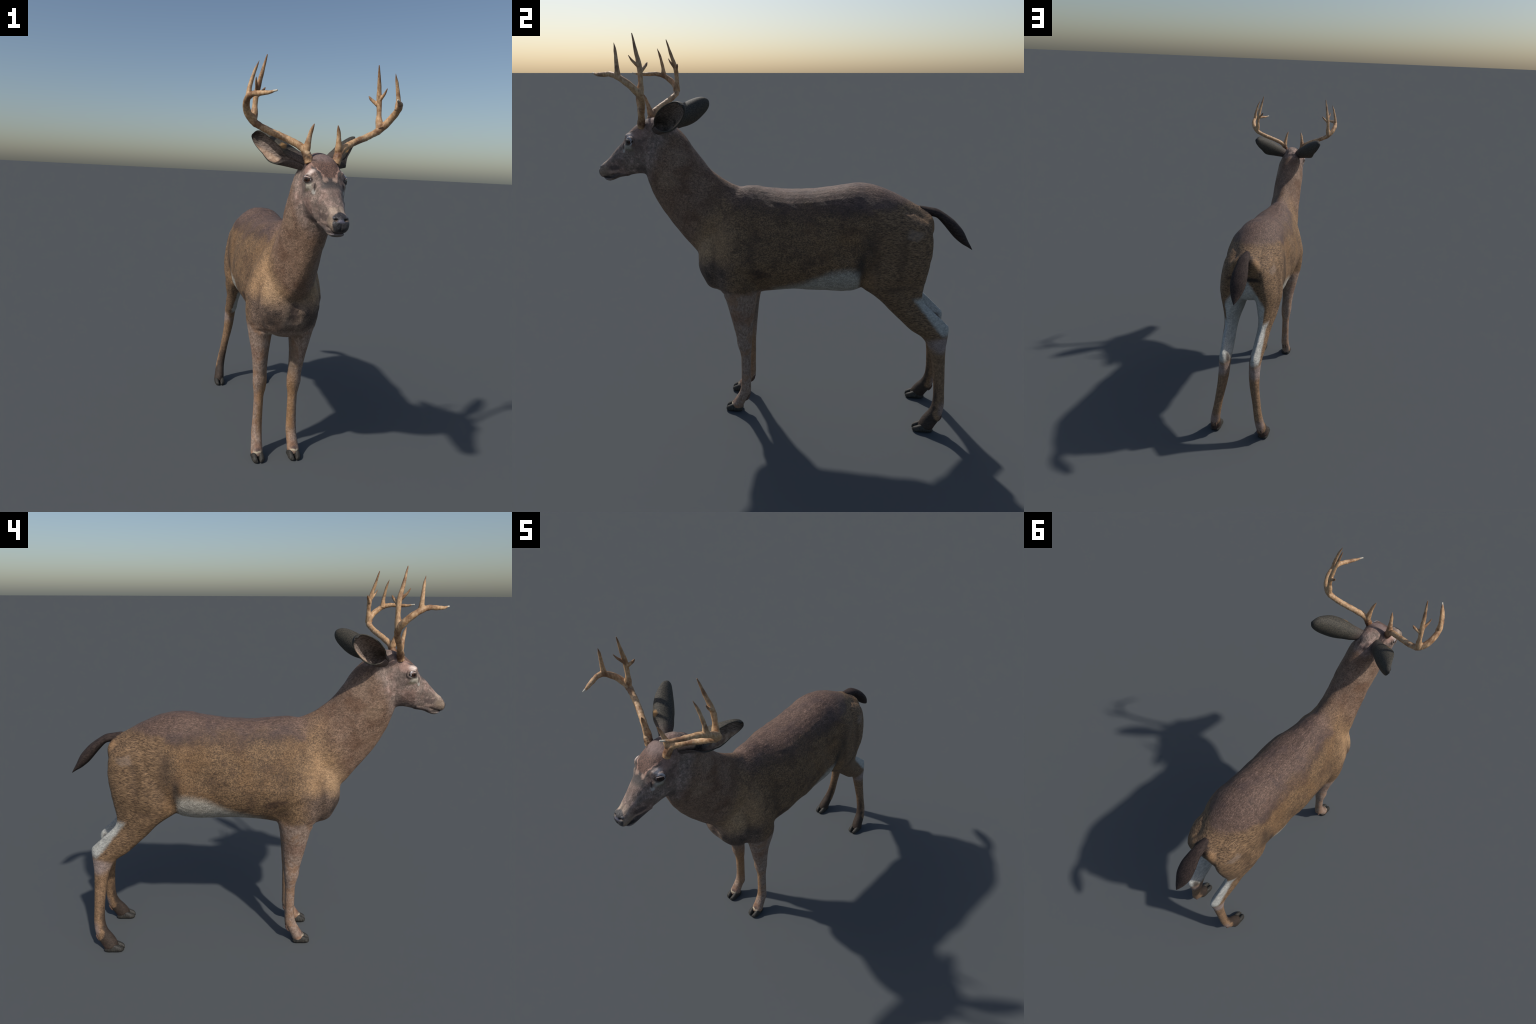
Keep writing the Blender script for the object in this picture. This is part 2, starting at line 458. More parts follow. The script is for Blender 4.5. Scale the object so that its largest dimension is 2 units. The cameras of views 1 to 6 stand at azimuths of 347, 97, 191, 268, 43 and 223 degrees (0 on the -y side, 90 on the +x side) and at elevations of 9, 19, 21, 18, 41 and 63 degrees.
# ------------------------------------------------------------------ coat
def coat_material():
    s = Shader("deer_coat")
    M = s.join(s.ax, s.y, s.z)
    s.W = s.warp(s.warp(M, 8, .085), 34, .035)
    wx, wy, wz = s.xyz(s.W)
    hairdir = s.v("MULTIPLY", s.warp(s.P, 9, .03), (330, 190, 300))
    grain = s.m("ADD", s.m("MULTIPLY", s.noise(s.v("MULTIPLY", hairdir, (.62, .62, .58)), 1., 5, .74), .62), s.m("MULTIPLY", s.noise(hairdir, 1.9, 3, .7), .38))
    speck = s.noise(s.v("MULTIPLY", s.P, (420, 300, 420)), 1., 1.5, .6)
    patch = s.noise(s.P, 11, 4, .6)
    clump = s.noise(s.v("MULTIPLY", s.warp(s.P, 10, .05), (75, 30, 62)), 1., 3, .6)
    big = s.noise(s.P, 4.5, 2)
    # flank: tan with dark and light ticking
    c = s.mix(s.step(grain, .38, .62), lit(90, 70, 53), lit(152, 120, 86))
    c = s.mix(s.mul(s.step(patch, .46, .66), .6), c, lit(88, 66, 50))
    c = s.mix(s.mul(s.step(big, .5, .68), .25), c, lit(156, 116, 76))
    # saddle: purplish brown back with pale hair streaks
    bgrain = s.noise(s.v("MULTIPLY", s.warp(s.P, 7, .05), (280, 66, 220)), 1., 4, .68)
    back = s.mix(s.step(bgrain, .32, .72), lit(84, 66, 56), lit(142, 113, 98))
    back = s.mix(s.mul(s.step(bgrain, .64, .72), .85), back, lit(200, 180, 168))
    back = s.mix(s.mul(s.step(patch, .48, .68), .5), back, lit(82, 66, 64))
    lo = s.m("ADD", s.m("MULTIPLY", s.m("SUBTRACT", patch, .5), .12), wz)
    mback = s.mul(s.step(lo, 1.17, 1.25), s.step(wy, -.36, -.20))
    c = s.mix(mback, c, back)
    edge = s.mul(s.blob((.15, -.08, 1.20), (.07, .15, .035), .7), .6)
    c = s.mix(edge, c, lit(76, 60, 56))
    c = s.mix(s.mul(s.blob((.15, .30, 1.205), (.07, .17, .035), .7), .5), c, lit(80, 62, 56))
    c = s.mix(s.mul(s.blob((.14, .12, 1.18), (.07, .10, .03)), .45), c, lit(100, 76, 62))
    # haunch: coarser wavy hair
    hw = s.noise(s.v("MULTIPLY", s.warp(s.P, 12, .035), (80, 52, 300)), 1., 4, .66)
    haunch = s.mix(s.step(hw, .36, .63), lit(82, 62, 46), lit(168, 134, 99))
    mh = s.mul(s.step(wy, .44, .475), s.step(wz, 1.245, 1.20), s.step(wz, .50, .56))
    c = s.mix(s.mul(mh, .92), c, haunch)
    c = s.mix(s.mul(s.blob((.17, .47, 1.00), (.08, .035, .16)), .45), c, lit(92, 70, 52))
    c = s.mix(s.mul(s.blob((.17, .66, 1.10), (.05, .05, .022)), .4), c, lit(170, 150, 135))
    c = s.mix(s.mul(s.blob((.17, .56, .81), (.07, .06, .016)), .6), c, lit(86, 64, 46))
    c = s.mix(s.mul(s.blob((.18, .44, .86), (.05, .045, .05)), .3), c, lit(176, 136, 94))
    # shoulder, chest
    c = s.mix(s.mul(s.blob((.15, -.32, 1.02), (.08, .08, .12), .7), .45), c, lit(182, 146, 108))
    chestg = s.mix(s.step(grain, .35, .65), lit(70, 57, 50), lit(128, 106, 90))
    c = s.mix(s.mul(s.step(wy, -.20, -.30), s.step(wz, .97, .88)), c, chestg)
    c = s.mix(s.mul(s.blob((.11, -.42, .98), (.07, .06, .08), .7), .5), c, lit(190, 156, 118))
    c = s.mix(s.mul(s.blob((.03, -.45, .88), (.035, .05, .08), .7), .45), c, lit(150, 128, 108))
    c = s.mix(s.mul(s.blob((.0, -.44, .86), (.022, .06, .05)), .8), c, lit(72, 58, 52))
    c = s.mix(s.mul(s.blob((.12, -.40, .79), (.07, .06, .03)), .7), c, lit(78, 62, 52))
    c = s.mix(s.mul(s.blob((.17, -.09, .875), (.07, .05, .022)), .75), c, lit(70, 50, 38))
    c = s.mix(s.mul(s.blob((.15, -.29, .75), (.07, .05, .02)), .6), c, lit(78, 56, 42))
    # muscle relief painted into the coat: shadow tones in grooves, one lighter breast patch
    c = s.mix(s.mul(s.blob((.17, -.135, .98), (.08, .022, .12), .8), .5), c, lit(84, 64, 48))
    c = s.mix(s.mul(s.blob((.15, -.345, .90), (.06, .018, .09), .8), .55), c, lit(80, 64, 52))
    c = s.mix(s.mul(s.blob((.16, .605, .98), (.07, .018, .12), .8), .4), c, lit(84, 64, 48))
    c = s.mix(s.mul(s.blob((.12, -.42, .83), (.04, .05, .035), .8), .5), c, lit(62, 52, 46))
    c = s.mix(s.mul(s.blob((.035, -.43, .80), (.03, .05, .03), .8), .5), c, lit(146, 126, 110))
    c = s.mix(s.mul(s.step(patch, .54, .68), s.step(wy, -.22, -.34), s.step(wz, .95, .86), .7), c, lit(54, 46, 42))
    # neck: smooth warm brown, greyer to the top
    neckm = s.step(s.m("SUBTRACT", s.m("MULTIPLY", wz, .418), s.m("MULTIPLY", wy, .909)), .745, .905)
    ncol = s.mix(s.step(grain, .34, .68), lit(102, 80, 65), lit(148, 119, 98))
    ncol = s.mix(s.mul(s.step(patch, .42, .66), .7), ncol, lit(104, 76, 58))
    ncol = s.mix(s.mul(s.blob((.10, -.52, 1.44), (.07, .05, .05)), .35), ncol, lit(160, 136, 116))
    ncol = s.mix(s.mul(s.blob((.10, -.58, 1.33), (.07, .05, .05)), .35), ncol, lit(164, 138, 114))
    ncol = s.mix(s.mul(s.blob((.10, -.49, 1.36), (.07, .05, .04)), .35), ncol, lit(112, 82, 60))
    ncol = s.mix(s.mul(s.blob((.0, -.62, 1.16), (.07, .12, .12)), .5), ncol, lit(146, 118, 96))
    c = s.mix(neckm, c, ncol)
    # head: grey brown with a pink cast
    headc = s.m("ADD", s.m("MULTIPLY", wz, .55), s.m("MULTIPLY", wy, -1.))
    hm = s.step(headc, 1.37, 1.46)
    hgrain = s.noise(s.v("MULTIPLY", s.warp(s.P, 12, .04), (240, 190, 90)), 1., 4, .68)
    hgrain2 = s.noise(s.v("MULTIPLY", s.P, (520, 420, 420)), 1., 2, .6)
    hcol = s.mix(s.step(hgrain, .28, .74), lit(103, 88, 79), lit(164, 144, 130))
    hcol = s.mix(s.mul(s.step(hgrain2, .4, .62), .35), hcol, lit(98, 84, 80))
    hcol = s.mix(s.mul(s.step(patch, .46, .66), .45), hcol, lit(148, 112, 98))
    s.W = s.warp(s.warp(M, 14, .022), 70, .014)
    wx, wy, wz = s.xyz(s.W)
    B = s.blob
    def over(col, c0, c1, f):
        return s.mix(s.mul(c1, f), c0, col)
    hp = s.noise(s.v("MULTIPLY", s.P, (60, 44, 44)), 1., 4, .65)
    hcol = s.mix(s.mul(s.step(hp, .50, .68), .7), hcol, lit(186, 158, 146))
    hcol = s.mix(s.mul(s.step(hp, .48, .30), .55), hcol, lit(88, 75, 71))
    hcol = over(lit(92, 78, 72), hcol, B((.06, -.72, 1.50), (.05, .05, .05)), .5)
    hcol = over(lit(78, 64, 60), hcol, B((.05, -.725, 1.36), (.06, .035, .035)), .6)
    hcol = over(lit(172, 136, 122), hcol, B((.075, -.73, 1.555), (.03, .035, .03)), .65)
    hcol = over(lit(82, 70, 64), hcol, B((.05, -.835, 1.405), (.035, .03, .028)), .35)
    hcol = over(lit(76, 62, 58), hcol, B((.045, -.875, 1.372), (.03, .035, .013)), .8)
    hcol = over(lit(168, 142, 128), hcol, B((.045, -.895, 1.347), (.03, .045, .010)), .7)
    hcol = over(lit(74, 62, 58), hcol, B((.04, -.84, 1.333), (.05, .06, .010)), .7)
    # dark bridge, forehead cap and its pale V outline
    hcol = over(lit(74, 69, 67), hcol, B((0, -.832, 1.496), (.045, .032, .026), .5), .9)
    hcol = over(lit(116, 100, 92), hcol, B((0, -.875, 1.457), (.026, .045, .035), .5), .6)
    # V: cap boundary narrows towards the nose
    capw = s.m("SUBTRACT", .076, s.m("MULTIPLY", s.m("SUBTRACT", 1.60, wz), .62))
    dcap = s.m("SUBTRACT", wx, capw)
    capz = s.mul(s.step(wz, 1.512, 1.524), s.step(wy, -.665, -.71))
    cap = s.mix(s.step(s.noise(s.v("MULTIPLY", s.P, (260, 200, 200)), 1., 4, .7), .3, .7), lit(64, 52, 47), lit(132, 100, 86))
    cap = s.mix(s.mul(s.step(wz, 1.570, 1.600), .8), cap, lit(136, 116, 110))
    stripe = s.mul(s.step(dcap, .020, .010), s.step(wz, 1.485, 1.50), s.step(wy, -.73, -.76))
    hcol = s.mix(s.mul(stripe, .85), hcol, lit(70, 64, 62))
    hcol = s.mix(s.mul(s.step(dcap, .004, -.002), capz), hcol, cap)
    line = s.mul(s.step(s.m("ABSOLUTE", s.m("SUBTRACT", dcap, -.002)), 0.0055, .001), capz, s.step(wz, 1.60, 1.555))
    hcol = s.mix(s.mul(line, s.step(hp, .35, .55), .8), hcol, lit(176, 140, 124))
    hcol = over(lit(188, 158, 140), hcol, B((.019, -.822, 1.514), (.012, .014, .011)), .8)
    # pale muzzle band, nose, lips
    hcol = over(lit(204, 180, 158), hcol, B((.022, -.932, 1.398), (.018, .024, .018), .7), .6)
    hcol = over(lit(150, 130, 108), hcol, B((.038, -.945, 1.352), (.02, .035, .028)), .6)
    hcol = over(lit(112, 100, 86), hcol, B((0, -.940, 1.394), (.010, .03, .02)), .7)
    # eye surround
    hcol = over(lit(240, 220, 208), hcol, B((.080, -.782, 1.545), (.022, .028, .015), .5), .9)
    hcol = over(lit(172, 164, 148), hcol, B((.080, -.778, 1.485), (.024, .024, .017)), .85)
    hcol = over(lit(188, 182, 172), hcol, B((.066, -.803, 1.463), (.012, .010, .010)), .8)
    hcol = over(lit(104, 94, 74), hcol, B((.085, -.765, 1.469), (.02, .026, .007)), .6)
    s.W = M
    hcol = over(lit(52, 44, 42), hcol, s.blob((.080, -.778, 1.5065), (.020, .027, .0165), .25), .85)
    hcol = over(lit(66, 54, 50), hcol, s.blob((.0600, -.8065, 1.482), (.0040, .0045, .020), .4), .9)
    # poll tufts
    s.W = s.warp(M, 70, .02)
    hcol = over(lit(58, 48, 48), hcol, s.blob((.022, -.560, 1.592), (.012, .026, .022), .3), .8)
    hcol = over(lit(160, 140, 138), hcol, s.blob((0, -.525, 1.56), (.03, .02, .03)), .5)
    hcol = over(lit(64, 54, 56), hcol, s.blob((.0, -.685, 1.602), (.07, .010, .03), .5), .5)
    hcol = over(lit(66, 60, 56), hcol, s.blob((.10, -.62, 1.60), (.03, .05, .05), .5), .8)
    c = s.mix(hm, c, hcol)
    # belly and inner thigh white
    white = s.mix(s.step(speck, .35, .65), lit(164, 156, 142), lit(206, 198, 184))
    s.W = s.warp(M, 30, .02)
    bz = s.m("ADD", .782, s.m("MULTIPLY", s.step(wy, -.02, .34), .125))
    mb = s.mul(s.step(s.m("SUBTRACT", bz, wz), -.030, .030), s.step(wy, -.06, .0), s.step(wy, .415, .395))
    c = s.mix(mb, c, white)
    # crease shadows darkened into the colour, in front of the thigh and between thigh and belly
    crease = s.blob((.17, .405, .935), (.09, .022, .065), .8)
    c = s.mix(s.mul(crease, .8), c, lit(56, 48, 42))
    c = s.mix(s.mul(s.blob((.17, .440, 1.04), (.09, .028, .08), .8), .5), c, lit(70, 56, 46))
    # white back of the hind leg: everything behind and inside a line down the limb
    wx, wy, wz = s.xyz(s.W)
    ln = s.m("SUBTRACT", s.m("ADD", wy, s.m("MULTIPLY", wz, .80)), 1.279)
    whiteleg = s.mix(s.step(s.noise(s.v("MULTIPLY", s.warp(s.P, 20, .04), (110, 90, 260)), 1., 4, .65), .2, .8), lit(166, 168, 166), lit(226, 222, 210))
    inner = s.step(s.m("SUBTRACT", s.m("ADD", .105, s.m("MULTIPLY", s.m("SUBTRACT", .75, wz), .02)), wx), -.004, .010)
    outer_back = s.step(ln, -.014, .016)
    rear = s.m("MAXIMUM", outer_back, s.mul(inner, s.step(wy, .48, .55)))
    zmask = s.mul(s.step(wz, .525, .57), s.step(s.m("SUBTRACT", wz, s.m("MULTIPLY", wx, -1.6)), 1.09, 1.045), s.step(wy, .44, .5))
    geo = s.n("ShaderNodeNewGeometry")
    outward = s.m("MULTIPLY", s.xyz(geo.outputs["Normal"])[0], s.m("SIGN", s.x))
    zmask = s.mul(zmask, s.m("MAXIMUM", s.step(outward, .60, .25), s.step(wz, .775, .735)))
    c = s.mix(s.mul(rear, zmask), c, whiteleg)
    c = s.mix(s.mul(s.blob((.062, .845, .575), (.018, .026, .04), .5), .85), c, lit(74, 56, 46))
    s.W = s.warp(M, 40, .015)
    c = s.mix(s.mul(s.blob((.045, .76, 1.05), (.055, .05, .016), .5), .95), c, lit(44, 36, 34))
    c = s.mix(s.mul(s.blob((.065, .745, 1.135), (.022, .035, .05), .6), .4), c, lit(176, 132, 88))
    c = s.mix(s.mul(s.blob((.02, .73, 1.16), (.02, .04, .05), .5), .8), c, lit(60, 48, 44))
    # lower legs
    lg = s.noise(s.v("MULTIPLY", s.warp(s.P, 15, .05), (120, 120, 45)), 1., 3, .6)
    fcol = s.mix(s.step(lg, .25, .75), lit(122, 99, 84), lit(168, 146, 130))
    fcol = s.mix(s.mul(s.step(patch, .5, .62), .6), fcol, lit(148, 112, 84))
    fcol = s.mix(s.mul(s.blob((.06, -.28, .715), (.035, .07, .012), .5), .6), fcol, lit(190, 172, 150))
    fcol = s.mix(s.mul(s.blob((.12, -.21, .60), (.05, .06, .05)), .5), fcol, lit(122, 88, 70))
    fcol = s.mix(s.mul(s.blob((.075, -.21, .30), (.03, .05, .20), .6), .75), fcol, lit(152, 114, 74))
    fcol = s.mix(s.mul(s.blob((.075, -.19, .56), (.03, .08, .10), .5), .8), fcol, lit(122, 106, 92))
    fcol = s.mix(s.mul(s.blob((.10, -.28, .075), (.035, .04, .022), .5), .6), fcol, lit(124, 86, 64))
    fcol = s.mix(s.mul(s.blob((.10, -.275, .055), (.022, .02, .010), .4), .8), fcol, lit(84, 66, 62))
    fcol = s.mix(s.mul(s.blob((.10, -.272, .045), (.030, .014, .004), .5), .9), fcol, lit(190, 176, 150))
    fcol = s.mix(s.mul(s.blob((.128, -.245, .036), (.016, .02, .010), .6), .5), fcol, lit(152, 104, 68))
    s.W = s.warp(M, 25, .03)
    wx, wy, wz = s.xyz(s.W)
    fm = s.mul(s.step(wz, .775, .735), s.step(wy, -.02, -.06))
    c = s.mix(fm, c, fcol)
    hcol2 = s.mix(s.step(lg, .25, .75), lit(128, 100, 74), lit(164, 130, 98))
    hcol2 = s.mix(s.mul(s.blob((.11, .84, .50), (.05, .06, .05), .5), .8), hcol2, lit(172, 154, 148))
    front = s.step(s.m("SUBTRACT", s.m("ADD", s.m("SUBTRACT", .850, s.m("MULTIPLY", s.step(wz, .18, .11), .010)), s.m("MULTIPLY", s.step(wz, .095, .05), .045)), wy), -.004, .014)
    hcol2 = s.mix(s.mul(front, s.step(wz, .36, .14), .92), hcol2, lit(50, 41, 36))
    hcol2 = s.mix(s.mul(s.blob((.15, .875, .13), (.04, .022, .045), .5), .7), hcol2, lit(166, 144, 136))
    hcol2 = s.mix(s.mul(s.blob((.16, .840, .028), (.05, .025, .03), .6), .6), hcol2, lit(82, 56, 51))
    hcol2 = s.mix(s.mul(s.blob((.155, .80, .17), (.02, .03, .03), .5), .5), hcol2, lit(110, 80, 62))
    c = s.mix(s.mul(s.step(wz, .548, .528), s.step(wy, .55, .6)), c, hcol2)
    # nose leather and lip line (sharp)
    s.W = s.warp(M, 60, .006)
    wx, wy, wz = s.xyz(s.W)
    nose = s.mul(s.step(s.m("ADD", wy, s.m("MULTIPLY", s.m("MAXIMUM", s.m("SUBTRACT", wz, 1.36), 0.), -.62)), -.9575, -.9625), s.step(s.m("SUBTRACT", wx, s.m("MULTIPLY", s.m("SUBTRACT", wz, 1.33), .28)), .0315, .0275), s.step(wz, 1.316, 1.321))
    c = s.mix(nose, c, s.mix(s.step(speck, .35, .65), lit(52, 50, 50), lit(74, 71, 72)))
    c = s.mix(s.mul(s.blob((0, -.972, 1.327), (.016, .012, .009), .5), .9), c, lit(24, 22, 22))
    c = s.mix(s.blob((.020, -.967, 1.3665), (.010, .014, .005), .3), c, lit(16, 14, 14))
    c = s.mix(s.mul(s.blob((0, -.971, 1.361), (.012, .014, .007), .7), .7), c, lit(116, 114, 130))  # sky-tinted glint on the wet nose, painted as a pale blob
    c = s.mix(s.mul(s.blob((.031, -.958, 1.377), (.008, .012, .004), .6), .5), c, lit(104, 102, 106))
    lip = s.blob((.02, -.93, 1.3165), (.032, .045, .006), .4)
    c = s.mix(s.mul(lip, .9), c, lit(40, 32, 30))
    c = s.mix(s.mul(s.blob((.0, -.94, 1.3085), (.032, .022, .004), .4), .8), c, lit(128, 122, 128))
    c = s.mix(s.mul(s.blob((.0, -.918, 1.302), (.036, .032, .009), .4), .75), c, lit(122, 116, 108))
    c = s.mix(s.mul(s.blob((.040, -.885, 1.322), (.018, .032, .011), .5), .8), c, lit(66, 57, 54))
    # overall hair-level value noise
    gl = s.m("MULTIPLY", s.m("SUBTRACT", s.step(grain, .40, .60), .5), s.m("SUBTRACT", .62, s.m("MULTIPLY", hm, .40)))
    v = s.m("ADD", s.m("ADD", .84, s.m("MULTIPLY", speck, .36)), s.m("MULTIPLY", s.m("MULTIPLY", gl, s.mul(s.inv(s.m("MULTIPLY", mh, .65)), s.inv(s.m("MULTIPLY", fm, .5)))), s.inv(nose)))
    light = s.m("MAXIMUM", s.m("MAXIMUM", neckm, hm), s.m("MAXIMUM", fm, s.step(wy, -.15, -.30)))
    v = s.m("MULTIPLY", v, s.m("ADD", .86, s.m("MULTIPLY", s.step(clump, .34, .66), .28)))
    v = s.m("MULTIPLY", v, s.m("ADD", 1.00, s.m("MULTIPLY", light, .26)))
    n = s.n("ShaderNodeMix"); n.data_type = "RGBA"; n.blend_type = "MULTIPLY"; n.inputs[0].default_value = 1
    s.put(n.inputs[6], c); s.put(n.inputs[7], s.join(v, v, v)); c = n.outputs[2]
    rough = s.m("SUBTRACT", .70, s.m("MULTIPLY", nose, .40))
    bump = s.m("ADD", s.m("MULTIPLY", grain, 1.), s.m("ADD", s.m("MULTIPLY", s.m("ADD", s.mul(hw, mh), s.m("MULTIPLY", clump, 1.2)), 1.5), s.m("MULTIPLY", speck, .5)))
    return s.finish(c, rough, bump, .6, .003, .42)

coat = coat_material()

def ear_material():
    s = Shader("ear_skin")
    M = s.join(s.ax, s.y, s.z)
    s.W = s.warp(M, 50, .02)
    g = s.noise(s.v("MULTIPLY", s.P, (160, 160, 400)), 1., 3, .6)
    c = s.mix(s.step(g, .35, .68), lit(54, 52, 46), lit(98, 91, 78))
    c = s.mix(s.mul(s.blob((.262, -.445, 1.69), (.03, .04, .06), .5), .75), c, lit(38, 38, 38))
    # root takes the colour of the head
    c = s.mix(s.blob((.090, -.612, 1.572), (.065, .055, .05), .5), c, s.mix(s.step(g, .3, .7), lit(74, 63, 59), lit(122, 105, 97)))
    c = s.mix(s.mul(s.blob((.143, -.60, 1.648), (.014, .014, .014), .5), .85), c, lit(182, 138, 84))
    return s.finish(c, .7, g, .5, .002, .4)

def ear_inner_material():
    s = Shader("ear_inner_skin")
    M = s.join(s.ax, s.y, s.z)
    s.W = s.warp(M, 50, .012)
    g = s.noise(s.v("MULTIPLY", s.warp(s.P, 20, .03), (60, 60, 260)), 1., 3, .6)
    c = s.mix(s.step(g, .35, .65), lit(108, 95, 87), lit(170, 152, 140))  # skin tone lightened to offset the shade inside the cup
    low = s.noise(s.v("MULTIPLY", s.P, (60, 60, 20)), 1., 3, .6)
    strip = s.mix(s.step(low, .35, .65), lit(168, 138, 116), lit(216, 188, 164))
    wx, wy, wz = s.xyz(s.W)
    e = s.step(s.m("SUBTRACT", wz, s.m("MULTIPLY", wx, .62)), 1.520, 1.500)
    c = s.mix(s.mul(e, s.step(wx, .128, .138)), c, strip)
    c = s.mix(s.mul(s.blob((.127, -.565, 1.585), (.014, .03, .016), .4), .9), c, lit(235, 220, 204))
    c = s.mix(s.mul(s.blob((.130, -.585, 1.600), (.030, .032, .045), .5), .85), c, s.mix(s.step(g, .3, .7), lit(132, 122, 113), lit(182, 170, 158)))  # paler grey patch in place of the inner fold, no geometry
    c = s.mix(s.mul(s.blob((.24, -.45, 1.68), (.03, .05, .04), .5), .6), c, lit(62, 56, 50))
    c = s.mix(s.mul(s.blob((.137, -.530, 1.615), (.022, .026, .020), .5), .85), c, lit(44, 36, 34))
    return s.finish(c, .85, g, .4, .0015, .25)

def antler_material():
    s = Shader("antler_bone")
    g = s.noise(s.v("MULTIPLY", s.warp(s.P, 10, .05), (130, 130, 70)), 1., 4, .6)
    p = s.noise(s.P, 17, 3, .5)
    c = s.mix(s.step(g, .30, .72), lit(192, 146, 103), lit(244, 202, 154))
    c = s.mix(s.mul(s.step(p, .48, .70), .75), c, lit(126, 84, 56))
    c = s.mix(s.mul(s.step(s.noise(s.P, 38, 2), .58, .7), .6), c, lit(228, 196, 158))
    M = s.join(s.ax, s.y, s.z); s.W = M
    c = s.mix(s.mul(s.blob((.066, -.703, 1.60), (.03, .03, .03), .6), .85, s.step(p, .30, .55)), c, lit(104, 62, 40))
    for t in ((.243, -.848, 1.833),):
        c = s.mix(s.blob(t, (.018, .018, .018), .5), c, lit(236, 226, 205))
    for t in ((.243, -.6485, 2.0), (.289, -.715, 1.96), (.0505, -.725, 1.735), (.2325, -.592, 1.88), (.2865, -.656, 1.908)):
        c = s.mix(s.mul(s.blob(t, (.02, .02, .035), .6), .7), c, lit(126, 84, 56))
    return s.finish(c, .55, g, .35, .002, .4)

def plain(name, cols, scale, rough, bs=.3, spec=.3):
    s = Shader(name)
    g = s.noise(s.v("MULTIPLY", s.P, scale), 1., 3, .6)
    return s.finish(s.mix(s.step(g, .35, .65), *cols), rough, g, bs, .0015, spec)

def hoof_material():
    s = Shader("hoof_horn")
    g = s.noise(s.v("MULTIPLY", s.P, (240, 240, 30)), 1., 3, .6)
    c = s.mix(s.step(g, .35, .65), lit(44, 42, 39), lit(72, 68, 62))
    c = s.mix(s.mul(s.step(g, .62, .68), .6), c, lit(92, 104, 92))
    c = s.mix(s.mul(s.step(s.z, .012, .0), .6), c, lit(34, 32, 30))
    return s.finish(c, .6, g, .35, .0015, .35)

def eye_material():
    s = Shader("eye_ball")
    s.W = s.join(s.ax, s.y, s.z)
    c = s.mix(s.blob((.0885, -.7755, 1.5085), (.0185, .0185, .0185), .10), lit(190, 184, 186), lit(62, 38, 27))
    c = s.mix(s.blob((.0885, -.7755, 1.5085), (.0075, .0075, .0066), .2), c, lit(22, 15, 12))
    return s.finish(c, .18, None, spec=.4)

def lid_material():
    s = Shader("eyelid_skin")
    g = s.noise(s.P, 300, 2)
    c = s.mix(s.step(s.z, 1.5145, 1.5180), lit(58, 48, 45), lit(206, 182, 170))
    s.W = s.join(s.ax, s.y, s.z)
    c = s.mix(s.blob((.066, -.797, 1.505), (.008, .010, .012), .4), c, lit(58, 47, 44))
    return s.finish(c, .6, g, .2, .0008, .35)

ear_back, ear_in, bone, horn = ear_material(), ear_inner_material(), antler_material(), hoof_material()
eye_mat, lid_mat = eye_material(), lid_material()
claw_mat = plain("dewclaw_horn", (lit(92, 72, 62), lit(132, 104, 92)), (200, 200, 60), .6)
tail_mat = plain("tail_hair", (lit(48, 38, 36), lit(76, 62, 56)), (260, 60, 120), .85)

# ------------------------------------------------------------------ assemble
deer = link(bpy.data.objects.new("white_tailed_deer", None))
deer["label"] = "standing brown antlered deer buck with white belly and dark tail"
deer["category"] = "deer"

def part(name, me, parent, mats):
    ob = link(bpy.data.objects.new(name, me), parent)
    me.name = name
    for m in (mats if isinstance(mats, (list, tuple)) else [mats]): me.materials.append(m)
    return ob

# split the one skin into anatomical regions, keeping the shared normals
FN = len(body.polygons)
cen = np.empty(FN * 3); body.polygons.foreach_get("center", cen); cen = cen.reshape(-1, 3)
BN = normals(body).copy(); BV = coords(body)
cx, cy, cz = np.abs(cen[:, 0]), cen[:, 1], cen[:, 2]
side_of = lambda A, B: (B[0] - A[0]) * (cz - A[1]) - (B[1] - A[1]) * (cy - A[0])
reg = np.zeros(FN, int)                                                   # torso
reg[side_of((-.29, 1.30), (-.46, .93)) < 0] = 1                            # neck
reg[(side_of((-.555, 1.62), (-.735, 1.33)) < 0) & (cz > 1.28)] = 2         # head
reg[(reg == 2) & (cy - .62 * np.maximum(cz - 1.36, 0) < -.960) & (cz > 1.319) & (cx < .030 + .28 * (cz - 1.33))] = 3   # nose
reg[(cz < .745) & (cy < .1)] = 4
reg[(cy > .35) & (cz < .80 + .45 * (cy - .42)) & ((cx > .03) | (cz < .8))] = 6
reg[(reg == 4) & (cen[:, 0] < 0)] = 5
reg[(reg == 6) & (cen[:, 0] < 0)] = 7
loops = [tuple(p.vertices) for p in body.polygons]
skin = {}
for k, nm in ((0, "torso"), (1, "neck"), (2, "head"), (3, "nose"), (4, "foreleg"), (5, "foreleg"), (6, "hindleg"), (7, "hindleg")):
    ids = np.where(reg == k)[0]
    fs = [loops[i] for i in ids]
    used = np.unique(np.concatenate([np.array(f) for f in fs]))
    mp = np.full(len(BV), -1); mp[used] = np.arange(len(used))
    me = mesh_from(nm, BV[used], [tuple(mp[list(f)]) for f in fs])
    smooth_shade(me)
    me.normals_split_custom_set_from_vertices([tuple(n) for n in BN[used]])
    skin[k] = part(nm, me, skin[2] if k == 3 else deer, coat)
bpy.data.meshes.remove(body)
head = skin[2]

# ---- tail: flattened leaf shape
TV, TF = loft([
    st((.685, 1.208), (.715, 1.165), .022),
    st((.735, 1.201), (.748, 1.156), .029),
    st((.780, 1.191), (.776, 1.147), .033),
    st((.848, 1.148), (.812, 1.112), .044),
    st((.884, 1.115), (.842, 1.078), .047),
    st((.912, 1.082), (.872, 1.046), .044),
    st((.936, 1.038), (.908, 1.018), .031),
    st((.954, 1.008), (.940, 1.000), .016),
    st((.966, .986), (.965, .9845), .001)], nseg=28, per=5)
me = mesh_from("tail", TV, TF); smooth_shade(me)
part("tail", me, deer, tail_mat)

